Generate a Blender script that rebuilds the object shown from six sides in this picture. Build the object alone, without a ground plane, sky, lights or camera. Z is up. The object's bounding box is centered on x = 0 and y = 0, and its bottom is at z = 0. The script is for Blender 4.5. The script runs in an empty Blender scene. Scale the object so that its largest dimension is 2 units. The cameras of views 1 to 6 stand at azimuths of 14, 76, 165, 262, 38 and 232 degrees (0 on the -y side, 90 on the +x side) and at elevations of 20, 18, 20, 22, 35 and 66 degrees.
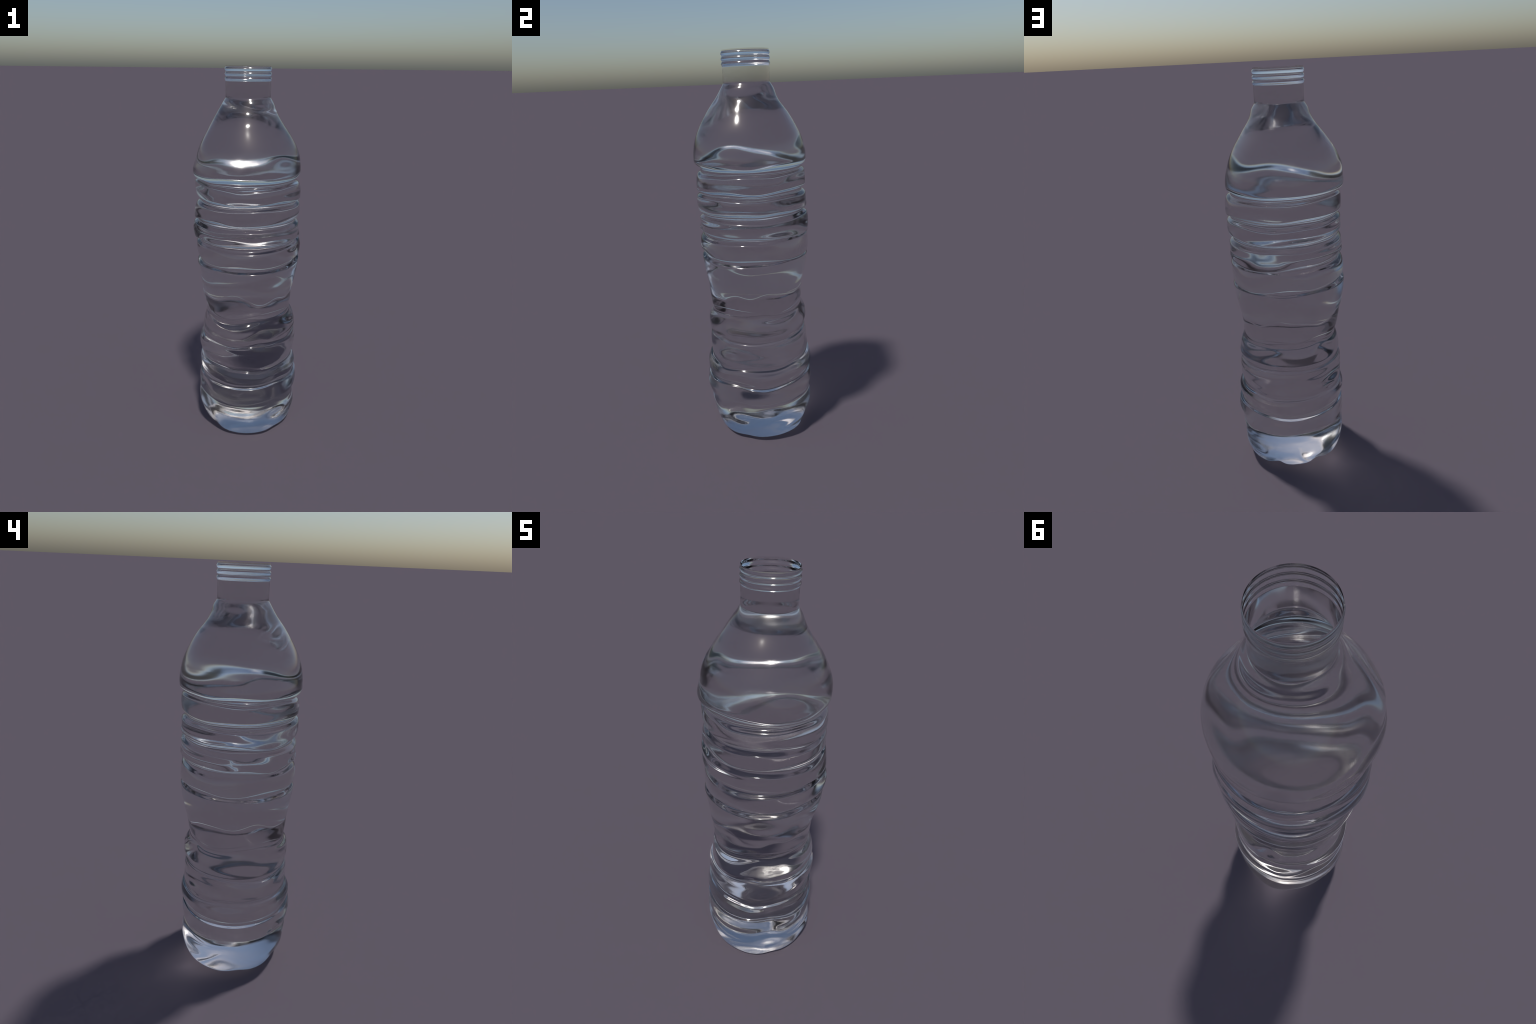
# A clear, crumpled, open plastic water bottle.
#
# The wall is lofted through horizontal cross-sections.  Each section has a height, a radius every
# 30 degrees round the bottle (millimetres; azimuth 0 looks along -y, 90 along +x) and, where the
# section is a visible rib edge or crease, a wavy offset of its height every 15 degrees.
import bpy
import math
import numpy as np

SHOULDER = [
    (1.850, '', [104, 103, 104, 107, 112, 116, 119, 121, 120, 116, 109, 106]),
    (1.820, '', [122, 121, 122, 125, 130, 135, 138, 137, 137, 136, 130, 126]),
    (1.790, '', [142, 137, 134, 136, 142, 146, 145, 145, 146, 150, 152, 147]),
    (1.760, '', [162, 154, 149, 150, 156, 160, 159, 161, 162, 167, 171, 169]),
    (1.730, '', [183, 174, 167, 168, 175, 181, 183, 185, 186, 187, 189, 188]),
    (1.700, '', [202, 194, 187, 188, 196, 201, 205, 208, 210, 207, 205, 206]),
    (1.670, '', [220, 213, 207, 209, 217, 220, 225, 230, 232, 225, 222, 223]),
    (1.640, '', [238, 230, 225, 228, 237, 238, 243, 250, 253, 242, 239, 241]),
    (1.610, '', [253, 245, 239, 244, 253, 254, 259, 266, 269, 256, 252, 255]),
    (1.580, '', [263, 255, 249, 254, 266, 267, 270, 278, 281, 267, 263, 266]),
    (1.550, '', [269, 261, 257, 261, 274, 277, 278, 285, 288, 275, 269, 273]),
    (1.520, '', [271, 264, 263, 267, 276, 281, 283, 289, 292, 284, 283, 281]),
    (1.495, '', [267, 265, 266, 269, 276, 280, 285, 291, 294, 288, 287, 284]),
]
BANDS = [
    (1.473, 'shoulder_edge', [258, 260, 263, 265, 271, 276, 282, 288, 290, 286, 283, 276]),
    (1.453, '', [246, 244, 245, 248, 251, 254, 260, 264, 265, 264, 261, 254]),
    (1.434, 'groove_one_foot', [259, 260, 264, 266, 266, 271, 275, 277, 277, 276, 277, 269]),
    (1.400, '', [268, 269, 273, 276, 271, 275, 278, 280, 280, 276, 275, 273]),
    (1.367, 'groove_two_lip', [272, 272, 274, 276, 273, 277, 275, 277, 279, 273, 267, 268]),
    (1.345, '', [253, 254, 255, 254, 255, 257, 259, 260, 260, 256, 251, 251]),
    (1.323, 'groove_two_foot', [272, 272, 272, 271, 271, 277, 277, 277, 277, 273, 268, 268]),
    (1.290, '', [273, 273, 273, 274, 273, 280, 277, 276, 275, 281, 279, 271]),
    (1.261, 'groove_three_lip', [268, 268, 267, 268, 273, 281, 281, 279, 278, 282, 283, 269]),
    (1.239, '', [253, 252, 251, 254, 261, 269, 271, 268, 266, 267, 266, 257]),
    (1.217, 'groove_three_foot', [266, 265, 264, 269, 274, 284, 281, 280, 280, 281, 284, 270]),
    (1.185, '', [262, 262, 263, 268, 279, 292, 279, 277, 278, 290, 288, 267]),
    (1.150, 'groove_four_lip', [267, 265, 267, 272, 286, 291, 286, 284, 283, 285, 283, 274]),
    (1.130, '', [256, 255, 258, 265, 275, 280, 281, 277, 274, 273, 269, 262]),
    (1.109, 'groove_four_foot', [265, 261, 263, 270, 282, 284, 278, 281, 282, 279, 273, 267]),
    (1.075, '', [270, 265, 262, 270, 295, 289, 285, 289, 291, 283, 272, 270]),
    (1.037, 'groove_five_lip', [261, 258, 259, 266, 283, 286, 286, 289, 287, 277, 268, 267]),
    (1.020, '', [249, 246, 249, 256, 267, 271, 274, 277, 275, 267, 259, 254]),
    (1.002, 'groove_five_foot', [263, 260, 261, 268, 284, 280, 284, 293, 294, 280, 272, 271]),
]
WAIST = [
    (0.960, '', [259, 255, 255, 261, 282, 277, 282, 291, 293, 274, 262, 266]),
    (0.910, '', [255, 250, 249, 256, 270, 268, 272, 282, 286, 271, 257, 257]),
    (0.845, 'grip_crease', [249, 244, 240, 244, 255, 255, 258, 268, 277, 268, 252, 247]),
    (0.800, '', [244, 239, 235, 237, 248, 248, 251, 260, 266, 261, 248, 241]),
    (0.752, 'waist_crease', [236, 234, 231, 233, 240, 242, 245, 250, 252, 247, 240, 234]),
    (0.720, '', [233, 230, 227, 230, 237, 240, 244, 245, 241, 232, 228, 231]),
    (0.700, '', [253, 243, 233, 242, 254, 251, 259, 259, 252, 237, 233, 244]),
]
LOWER = [
    (0.670, '', [258, 250, 242, 254, 262, 259, 271, 268, 259, 247, 237, 246]),
    (0.630, '', [257, 252, 251, 263, 268, 262, 273, 271, 263, 257, 245, 249]),
    (0.590, 'lower_rib_one', [250, 249, 249, 257, 262, 258, 261, 265, 263, 260, 253, 252]),
    (0.560, '', [256, 255, 255, 265, 276, 269, 269, 269, 268, 272, 264, 257]),
    (0.520, '', [257, 257, 259, 265, 274, 270, 268, 268, 267, 275, 267, 256]),
    (0.480, '', [255, 256, 256, 258, 264, 271, 275, 272, 269, 268, 265, 258]),
    (0.445, 'lower_rib_two', [263, 261, 259, 260, 265, 274, 280, 277, 272, 268, 264, 264]),
    (0.410, '', [279, 276, 274, 276, 273, 285, 289, 286, 283, 278, 270, 275]),
    (0.370, '', [281, 278, 274, 272, 273, 287, 288, 283, 279, 274, 271, 274]),
    (0.335, 'lower_rib_three', [282, 280, 276, 281, 278, 283, 281, 278, 275, 272, 271, 275]),
    (0.290, '', [291, 289, 284, 285, 281, 290, 283, 281, 279, 280, 277, 277]),
    (0.232, 'heel_edge', [277, 276, 273, 272, 276, 283, 280, 278, 279, 282, 279, 272]),
]
HEEL = [
    (0.190, '', [268, 268, 266, 265, 275, 285, 280, 278, 275, 280, 283, 270]),
    (0.140, '', [263, 261, 260, 265, 279, 286, 284, 281, 277, 279, 281, 269]),
    (0.100, '', [258, 255, 257, 266, 285, 275, 284, 283, 275, 274, 271, 264]),
    (0.060, '', [247, 248, 252, 260, 268, 263, 271, 275, 267, 266, 256, 254]),
    (0.030, '', [237, 240, 244, 250, 260, 254, 255, 257, 255, 250, 241, 242]),
    (0.012, '', [223, 223, 225, 227, 228, 228, 228, 228, 228, 226, 224, 224]),
    (0.000, '', [206, 206, 207, 207, 208, 208, 208, 208, 208, 207, 206, 206]),
]
WAVES = {
    'shoulder_edge': [2, 2, 2, 1, 0, -3, 0, 3, 2, 0, -1, 1, 2, 3, 2, 0, 0, 7, 5, 0, -2, -4, -5, 0],
    'groove_one_foot': [-11, -10, -6, -4, 0, 3, -1, -4, -2, 0, 0, 0, 2, 6, 9, 8, 4, -3, -3, 5, 11, 8, -1, -5],
    'groove_two_lip': [-7, -5, -2, 3, 2, -6, -7, 0, 3, 3, -1, -2, 2, 2, 0, -2, 0, 2, 0, 1, 2, -1, -2, -2],
    'groove_two_foot': [3, 6, 7, 5, 2, -1, 0, 2, 2, -2, -5, -4, -1, -2, 0, 2, 0, -2, -1, 0, 0, 1, 0, 0],
    'groove_three_lip': [-5, -4, -2, 1, 3, 1, -1, 3, 1, -3, -6, -1, 3, 2, 4, 3, 5, 7, 2, -8, -6, 2, 5, 2],
    'groove_three_foot': [3, 4, 3, 1, -2, -3, -4, -2, 1, 6, 8, 4, -2, -1, -2, -3, -5, -6, 1, 7, 6, 2, -4, -4],
    'groove_four_lip': [6, 5, 4, 2, 0, 1, -2, -6, -12, -17, -15, -4, 6, 3, 6, 7, 6, 4, 7, -5, -4, 8, 3, 2],
    'groove_four_foot': [-5, -5, -3, 0, 3, 4, 4, 11, 15, 16, 13, 3, -4, 0, -3, -6, -5, 0, -3, 2, 3, -1, 2, -1],
    'groove_five_lip': [4, 1, -5, -5, -2, 1, -1, -8, -13, -13, -4, 7, 1, -2, 4, 7, -1, -9, -4, 6, 6, -1, -5, -3],
    'groove_five_foot': [-2, -2, -1, 0, -2, 0, 4, 11, 15, 13, 6, 0, 7, 10, 8, 7, 8, 8, 2, -5, -5, -1, 3, 3],
    'grip_crease': [33, 7, -23, -8, -4, -10, 8, 1, -10, -10, 21, 18, 9, -7, -1, 22, 26, 16, 25, 35, 7, -6, -8, 16],
    'waist_crease': [-13, -1, 7, 11, 10, 2, -8, -13, -9, 0, 3, -1, -1, 8, 4, -4, -4, 3, 11, 11, 14, 3, -15, -20],
    'lower_rib_one': [-17, -11, -9, -10, -10, -10, -4, -1, 1, 1, 2, 2, 2, 1, 1, -1, -5, -11, -19, -27, -30, -22, -15, -16],
    'lower_rib_two': [-10, -11, -21, -15, -10, -12, -15, -15, -13, -12, -9, -5, -3, -1, 0, 0, 0, 0, 0, 0, 0, 0, 1, -3],
    'lower_rib_three': [5, 6, 7, 4, -1, -5, -5, 1, 2, 2, -1, -4, -4, -5, -8, -11, -12, -12, -10, -7, -6, -4, 0, 3],
    'heel_edge': [-6, -1, 3, 5, 3, -3, -4, -2, -1, -1, 1, 6, 12, 2, -11, -12, 0, 8, 9, 7, 6, 6, 1, -7],
}

SECTIONS = sorted(SHOULDER + BANDS + WAIST + LOWER + HEEL, key=lambda s: s[0])
N_AROUND = 420


def around(values, az):
    """Smooth periodic interpolation (finite Fourier series) of values spaced evenly round the bottle."""
    v = np.asarray(values, float)
    n = len(v)
    c = np.fft.rfft(v) / n
    w = np.full(len(c), 2.0)
    w[0] = 1.0
    w[-1] = 1.0
    k = np.arange(len(c))[:, None]
    a = np.radians(az)[None, :]
    return (w[:, None] * (c.real[:, None] * np.cos(k * a) - c.imag[:, None] * np.sin(k * a))).sum(0)


def pchip_slopes(x, y):
    """Shape-preserving slopes (x: levels, y: levels x columns)."""
    h = np.diff(x)[:, None]
    d = np.diff(y, axis=0) / h
    m = np.zeros_like(y)
    w1, w2 = 2 * h[1:] + h[:-1], h[1:] + 2 * h[:-1]
    same = d[:-1] * d[1:] > 0
    with np.errstate(divide="ignore", invalid="ignore"):
        hm = (w1 + w2) / (w1 / d[:-1] + w2 / d[1:])
    m[1:-1] = np.where(same, hm, 0)
    m[0], m[-1] = d[0], d[-1]
    return m


def hermite(x, y, m, t):
    i = np.clip(np.searchsorted(x, t, side="right") - 1, 0, len(x) - 2)
    h = (x[i + 1] - x[i])[:, None]
    s = ((t - x[i])[:, None]) / h
    return ((2 * s ** 3 - 3 * s ** 2 + 1) * y[i] + (s ** 3 - 2 * s ** 2 + s) * h * m[i]
            + (-2 * s ** 3 + 3 * s ** 2) * y[i + 1] + (s ** 3 - s ** 2) * h * m[i + 1])


def soften(t, r):
    """Rounds the profile: wide blending on the shoulder and grip, tight on the ribs and the thread."""
    fine = np.arange(t[0], t[-1] + 1e-9, .001)
    rf = np.array([np.interp(fine, t, r[:, k]) for k in range(r.shape[1])]).T
    sigma = np.interp(fine, [0, .05, .12, .22, .30, .60, .70, .74, .80, .95, 1.0, 1.49, 1.53, 1.58, 1.76, 1.80, 1.835, 1.85],
                      [.002, .008, .012, .006, .008, .007, .004, .004, .012, .012, .0021, .0021, .012, .017, .014, .009, .0028, .0007])
    out = np.empty_like(rf)
    for i, z in enumerate(fine):
        reach = int(3 * sigma[i] / .001) + 1
        j = np.arange(i - reach, i + reach + 1)
        w = np.exp(-.5 * ((j - i) * .001 / sigma[i]) ** 2)
        lo, hi = j < 0, j >= len(fine)          # odd reflection keeps both ends in place
        q = np.abs(j)
        q[hi] = 2 * (len(fine) - 1) - q[hi]
        rows = rf[q].copy()
        rows[lo] = 2 * rf[0] - rows[lo]
        rows[hi] = 2 * rf[-1] - rows[hi]
        out[i] = (w[:, None] * rows).sum(0) / w.sum()
    return np.array([np.interp(t, fine, out[:, k]) for k in range(r.shape[1])]).T


def wall():
    """Grid of wall points, bottom row first: heights t, array (rows, around, 3)."""
    az = np.arange(N_AROUND) * 360.0 / N_AROUND
    level = np.array([s[0] for s in SECTIONS])
    radius = np.array([around(s[2], az) for s in SECTIONS]) / 1000
    radius[-1] = NECK_RADIUS + NECK_X * np.sin(np.radians(az)) - NECK_Y * np.cos(np.radians(az))
    # each rib groove gets a flat floor with steep walls in place of one lowest section
    levels, radii = list(level), list(radius)
    for lip, foot, depth in GROOVES:
        i, j = int(np.argmin(abs(level - lip))), int(np.argmin(abs(level - foot)))
        k = (i + j) // 2
        floor = .5 * (radius[i] + radius[j]) - depth
        floor = np.minimum(floor, radius[k])
        h = lip - foot
        n = int(np.argmin(abs(np.array(levels) - level[k])))
        levels[n:n + 1] = [foot + .38 * h, lip - .30 * h]
        radii[n:n + 1] = [floor, floor]
    level, radius = np.array(levels), np.array(radii)
    creases = [(z, around(WAVES[name], az) / 1000) for z, name, r in SECTIONS if name]
    kz = np.array([0.0] + [c[0] for c in creases] + [1.55])
    kw = np.array([az * 0] + [c[1] for c in creases] + [az * 0])
    t = []
    for a, b in zip(level[:-1], level[1:]):
        steps = max(2, int(round((b - a) / 0.0025)))
        t += list(a + (b - a) * np.arange(steps) / steps)
    t = np.array(t + [level[-1]])
    r = soften(t, hermite(level, radius, pchip_slopes(level, radius), t))
    lift = np.array([np.interp(t, kz, kw[:, k]) for k in range(len(az))]).T
    z = t[:, None] + lift
    a = np.radians(az)[None, :]
    for dent in DENTS:
        r = r + dent_field(dent, az[None, :], z)
    r = r + crease_field(t)[:, None] + feet(az[None, :], z)
    # the moulded neck: a true cylinder, slightly off centre, carrying three thread rings
    top = np.concatenate([np.linspace(1.8525, 1.922, 12), np.linspace(1.9230, MOUTH_TOP, 110)])
    ring = NECK_RADIUS + thread(top)[:, None] + (NECK_X * np.sin(a) - NECK_Y * np.cos(a))
    t, r, z = np.concatenate([t, top]), np.concatenate([r, ring]), np.concatenate([z, np.repeat(top[:, None], len(az), 1)])
    return t, np.stack([r * np.sin(a), -r * np.cos(a), np.broadcast_to(z, r.shape)], -1)


NECK_RADIUS, NECK_X, NECK_Y, MOUTH_TOP = .1123, -.0045, .0078, 2.0
THREADS, THREAD_DEPTH = (1.9845, 1.9612, 1.9379), .0040


def thread(z):
    """Three rounded rings."""
    out = np.zeros_like(z)
    for c in THREADS:
        f = np.clip((.0098 - abs(z - c)) / .0080, 0, 1)
        out = np.maximum(out, THREAD_DEPTH * f ** 1.4 * (1 - .12 * f ** 4) / .88)
    return out


# rib grooves: height of the upper lip, of the lower lip, depth
GROOVES = [(1.473, 1.434, .020), (1.367, 1.323, .022), (1.261, 1.217, .022), (1.150, 1.109, .022), (1.037, 1.002, .020)]

# (azimuth, height, half-width in degrees, half-height in metres, depth in metres; + bulges out)
DENTS = [
    # shoulder: one side kept its swell, the other sagged
    (213, 1.69, 31, .070, .016), (221, 1.60, 32, .06, .008), (316, 1.655, 16, .09, .014), (128, 1.68, 16, .08, .005),
    (350, 1.68, 20, .07, .004), (75, 1.69, 20, .07, .004), (180, 1.73, 18, .06, .003), (262, 1.52, 14, .03, -.006),
    # soft ripple under the neck
    (38, 1.828, 45, .014, .002), (38, 1.785, 45, .022, -.004), (38, 1.735, 45, .024, .0025),
    # front lips
    (8, 1.374, 24, .016, -.003), (2, 1.488, 28, .014, .004), (56, 1.365, 20, .035, -.003),
    (58, 1.600, 17, .032, -.004), (58, 1.535, 20, .028, .003),
    # grip and waist
    (40, .945, 26, .045, .009),
    (270, .815, 18, .06, -.012),
    (128, .85, 16, .04, -.009), (25, .79, 18, .035, -.010), (289, .765, 16, .03, -.007),
    (206, .69, 12, .05, -.017), (144, .69, 14, .04, -.008), (55, 1.34, 12, .02, -.006), (36, .69, 20, .065, -.017), (88, .70, 14, .03, .008),
    # lower body
    (29, .598, 8, .02, -.008), (42, .49, 18, .05, .012), (0, .185, 25, .03, .007), (88, .187, 16, .03, .006), (214, .50, 12, .025, .010), (220, .46, 18, .05, .011),
    (252, .436, 14, .025, -.010), (123, .433, 14, .025, -.008), (52, .31, 16, .07, -.017), (312, .285, 16, .03, -.010),
    (211, .16, 22, .060, .019), (53, .141, 14, .03, .007)]


# sharp creases that follow a wavy section line: (height, depth, reach, side).  Side +1 is a groove above
# the line that ends in an upward ledge, side -1 a small step inwards just below the line.
CREASES = [(.590, .006, .020, 1), (.445, .008, .020, 1), (.335, .011, .020, 1), (.246, .005, .060, -1),
           (.845, .0035, .030, -1), (.752, .003, .018, -1)]


def crease_field(t):
    out = np.zeros_like(t)
    for z0, depth, reach, side in CREASES:
        d = (t - z0) * side
        edge = np.clip((d + .003) / .007, 0, 1)
        edge = edge * edge * (3 - 2 * edge)
        out -= depth * edge * np.exp(-(np.maximum(d - .008, 0) / reach) ** 2)
    return out


def dent_field(dent, az, z):
    a0, z0, wa, wz, depth = dent
    da = ((az - a0 + 180) % 360 - 180) / wa
    q = da ** 2 + ((z - z0) / wz) ** 2
    return depth * np.exp(-q)


# hollows between the feet of the base: (azimuth, half-width, depth)
HOLLOWS = [(323, 13, .016), (57, 13, .010), (144, 8, .021), (194, 9, .025), (268, 13, .014)]


def feet(az, z):
    out = 0
    for a0, w, depth in HOLLOWS:
        da = ((az - a0 + 180) % 360 - 180) / w
        out = out - depth * np.exp(-da ** 2) * np.exp(-(z / .085) ** 2)
    return out


PUNT, PUNT_SHAPE = .022, 1.0


def underside(ring):
    """Rows from the foot ring inwards: a shallow smooth push-up dome."""
    rows = []
    for f in np.concatenate([np.linspace(.985, .90, 8), np.linspace(.87, .04, 26)]):
        p = ring.copy()
        p[:, :2] *= f
        s = np.clip((1 - f) / .9, 0, 1)
        p[:, 2] = ring[:, 2] * f + PUNT * np.sin(.5 * np.pi * s) ** PUNT_SHAPE
        rows.append(p)
    return rows


def plastic():
    m = bpy.data.materials.new("clear_plastic")
    m.use_nodes = True
    b = m.node_tree.nodes["Principled BSDF"]
    b.inputs["Base Color"].default_value = (.8, .8, .8, 1)
    b.inputs["Transmission Weight"].default_value = 1.0
    b.inputs["Roughness"].default_value = 0.1
    b.inputs["IOR"].default_value = IOR
    return m


IOR = 1.45

PARTS = [("base", -1.0, .232), ("lower_body", .232, .752), ("waist", .752, 1.002), ("ribbed_band", 1.002, 1.473),
         ("shoulder", 1.473, 1.85), ("neck", 1.85, 1.923), ("threaded_mouth", 1.923, 3.0)]


def build():
    t, grid = wall()
    n_rows, n = grid.shape[:2]
    under = underside(grid[0])
    rows = under[::-1] + list(grid)
    k = len(under)
    verts = np.concatenate(rows + [np.array([[0, 0, rows[0][:, 2].mean()]])])
    centre = len(verts) - 1
    faces, part = [], []
    tt = np.concatenate([np.full(k, -.5), t])
    for i in range(len(rows) - 1):
        mid = .5 * (tt[i] + tt[i + 1])
        which = next(p for p, (nm, lo, hi) in enumerate(PARTS) if lo <= mid < hi)
        for j in range(n):
            j2 = (j + 1) % n
            faces.append((i * n + j, i * n + j2, (i + 1) * n + j2, (i + 1) * n + j))
            part.append(which)
    for j in range(n):
        faces.append((centre, (j + 1) % n, j))
        part.append(0)
    whole = bpy.data.meshes.new("whole")
    whole.from_pydata(verts.tolist(), [], faces)
    whole.update()
    normals = np.empty(len(verts) * 3, np.float32)
    whole.vertex_normals.foreach_get("vector", normals)
    normals = normals.reshape(-1, 3)

    material = plastic()
    bottle = bpy.data.objects.new("water_bottle", None)
    bpy.context.scene.collection.objects.link(bottle)
    bottle["label"] = "clear empty plastic water bottle, crumpled ribbed body, no cap"
    bottle["category"] = "water bottle"
    part = np.array(part)
    for p, (name, lo, hi) in enumerate(PARTS):
        mine = [faces[q] for q in np.nonzero(part == p)[0]]
        used = sorted({v for f in mine for v in f})
        index = {v: q for q, v in enumerate(used)}
        me = bpy.data.meshes.new(name)
        me.from_pydata(verts[used].tolist(), [], [tuple(index[v] for v in f) for f in mine])
        me.polygons.foreach_set("use_smooth", [True] * len(me.polygons))
        me.update()
        me.normals_split_custom_set_from_vertices(normals[used].tolist())
        me.materials.append(material)
        o = bpy.data.objects.new(name, me)
        o.parent = bottle
        bpy.context.scene.collection.objects.link(o)
    bpy.data.meshes.remove(whole)


build()
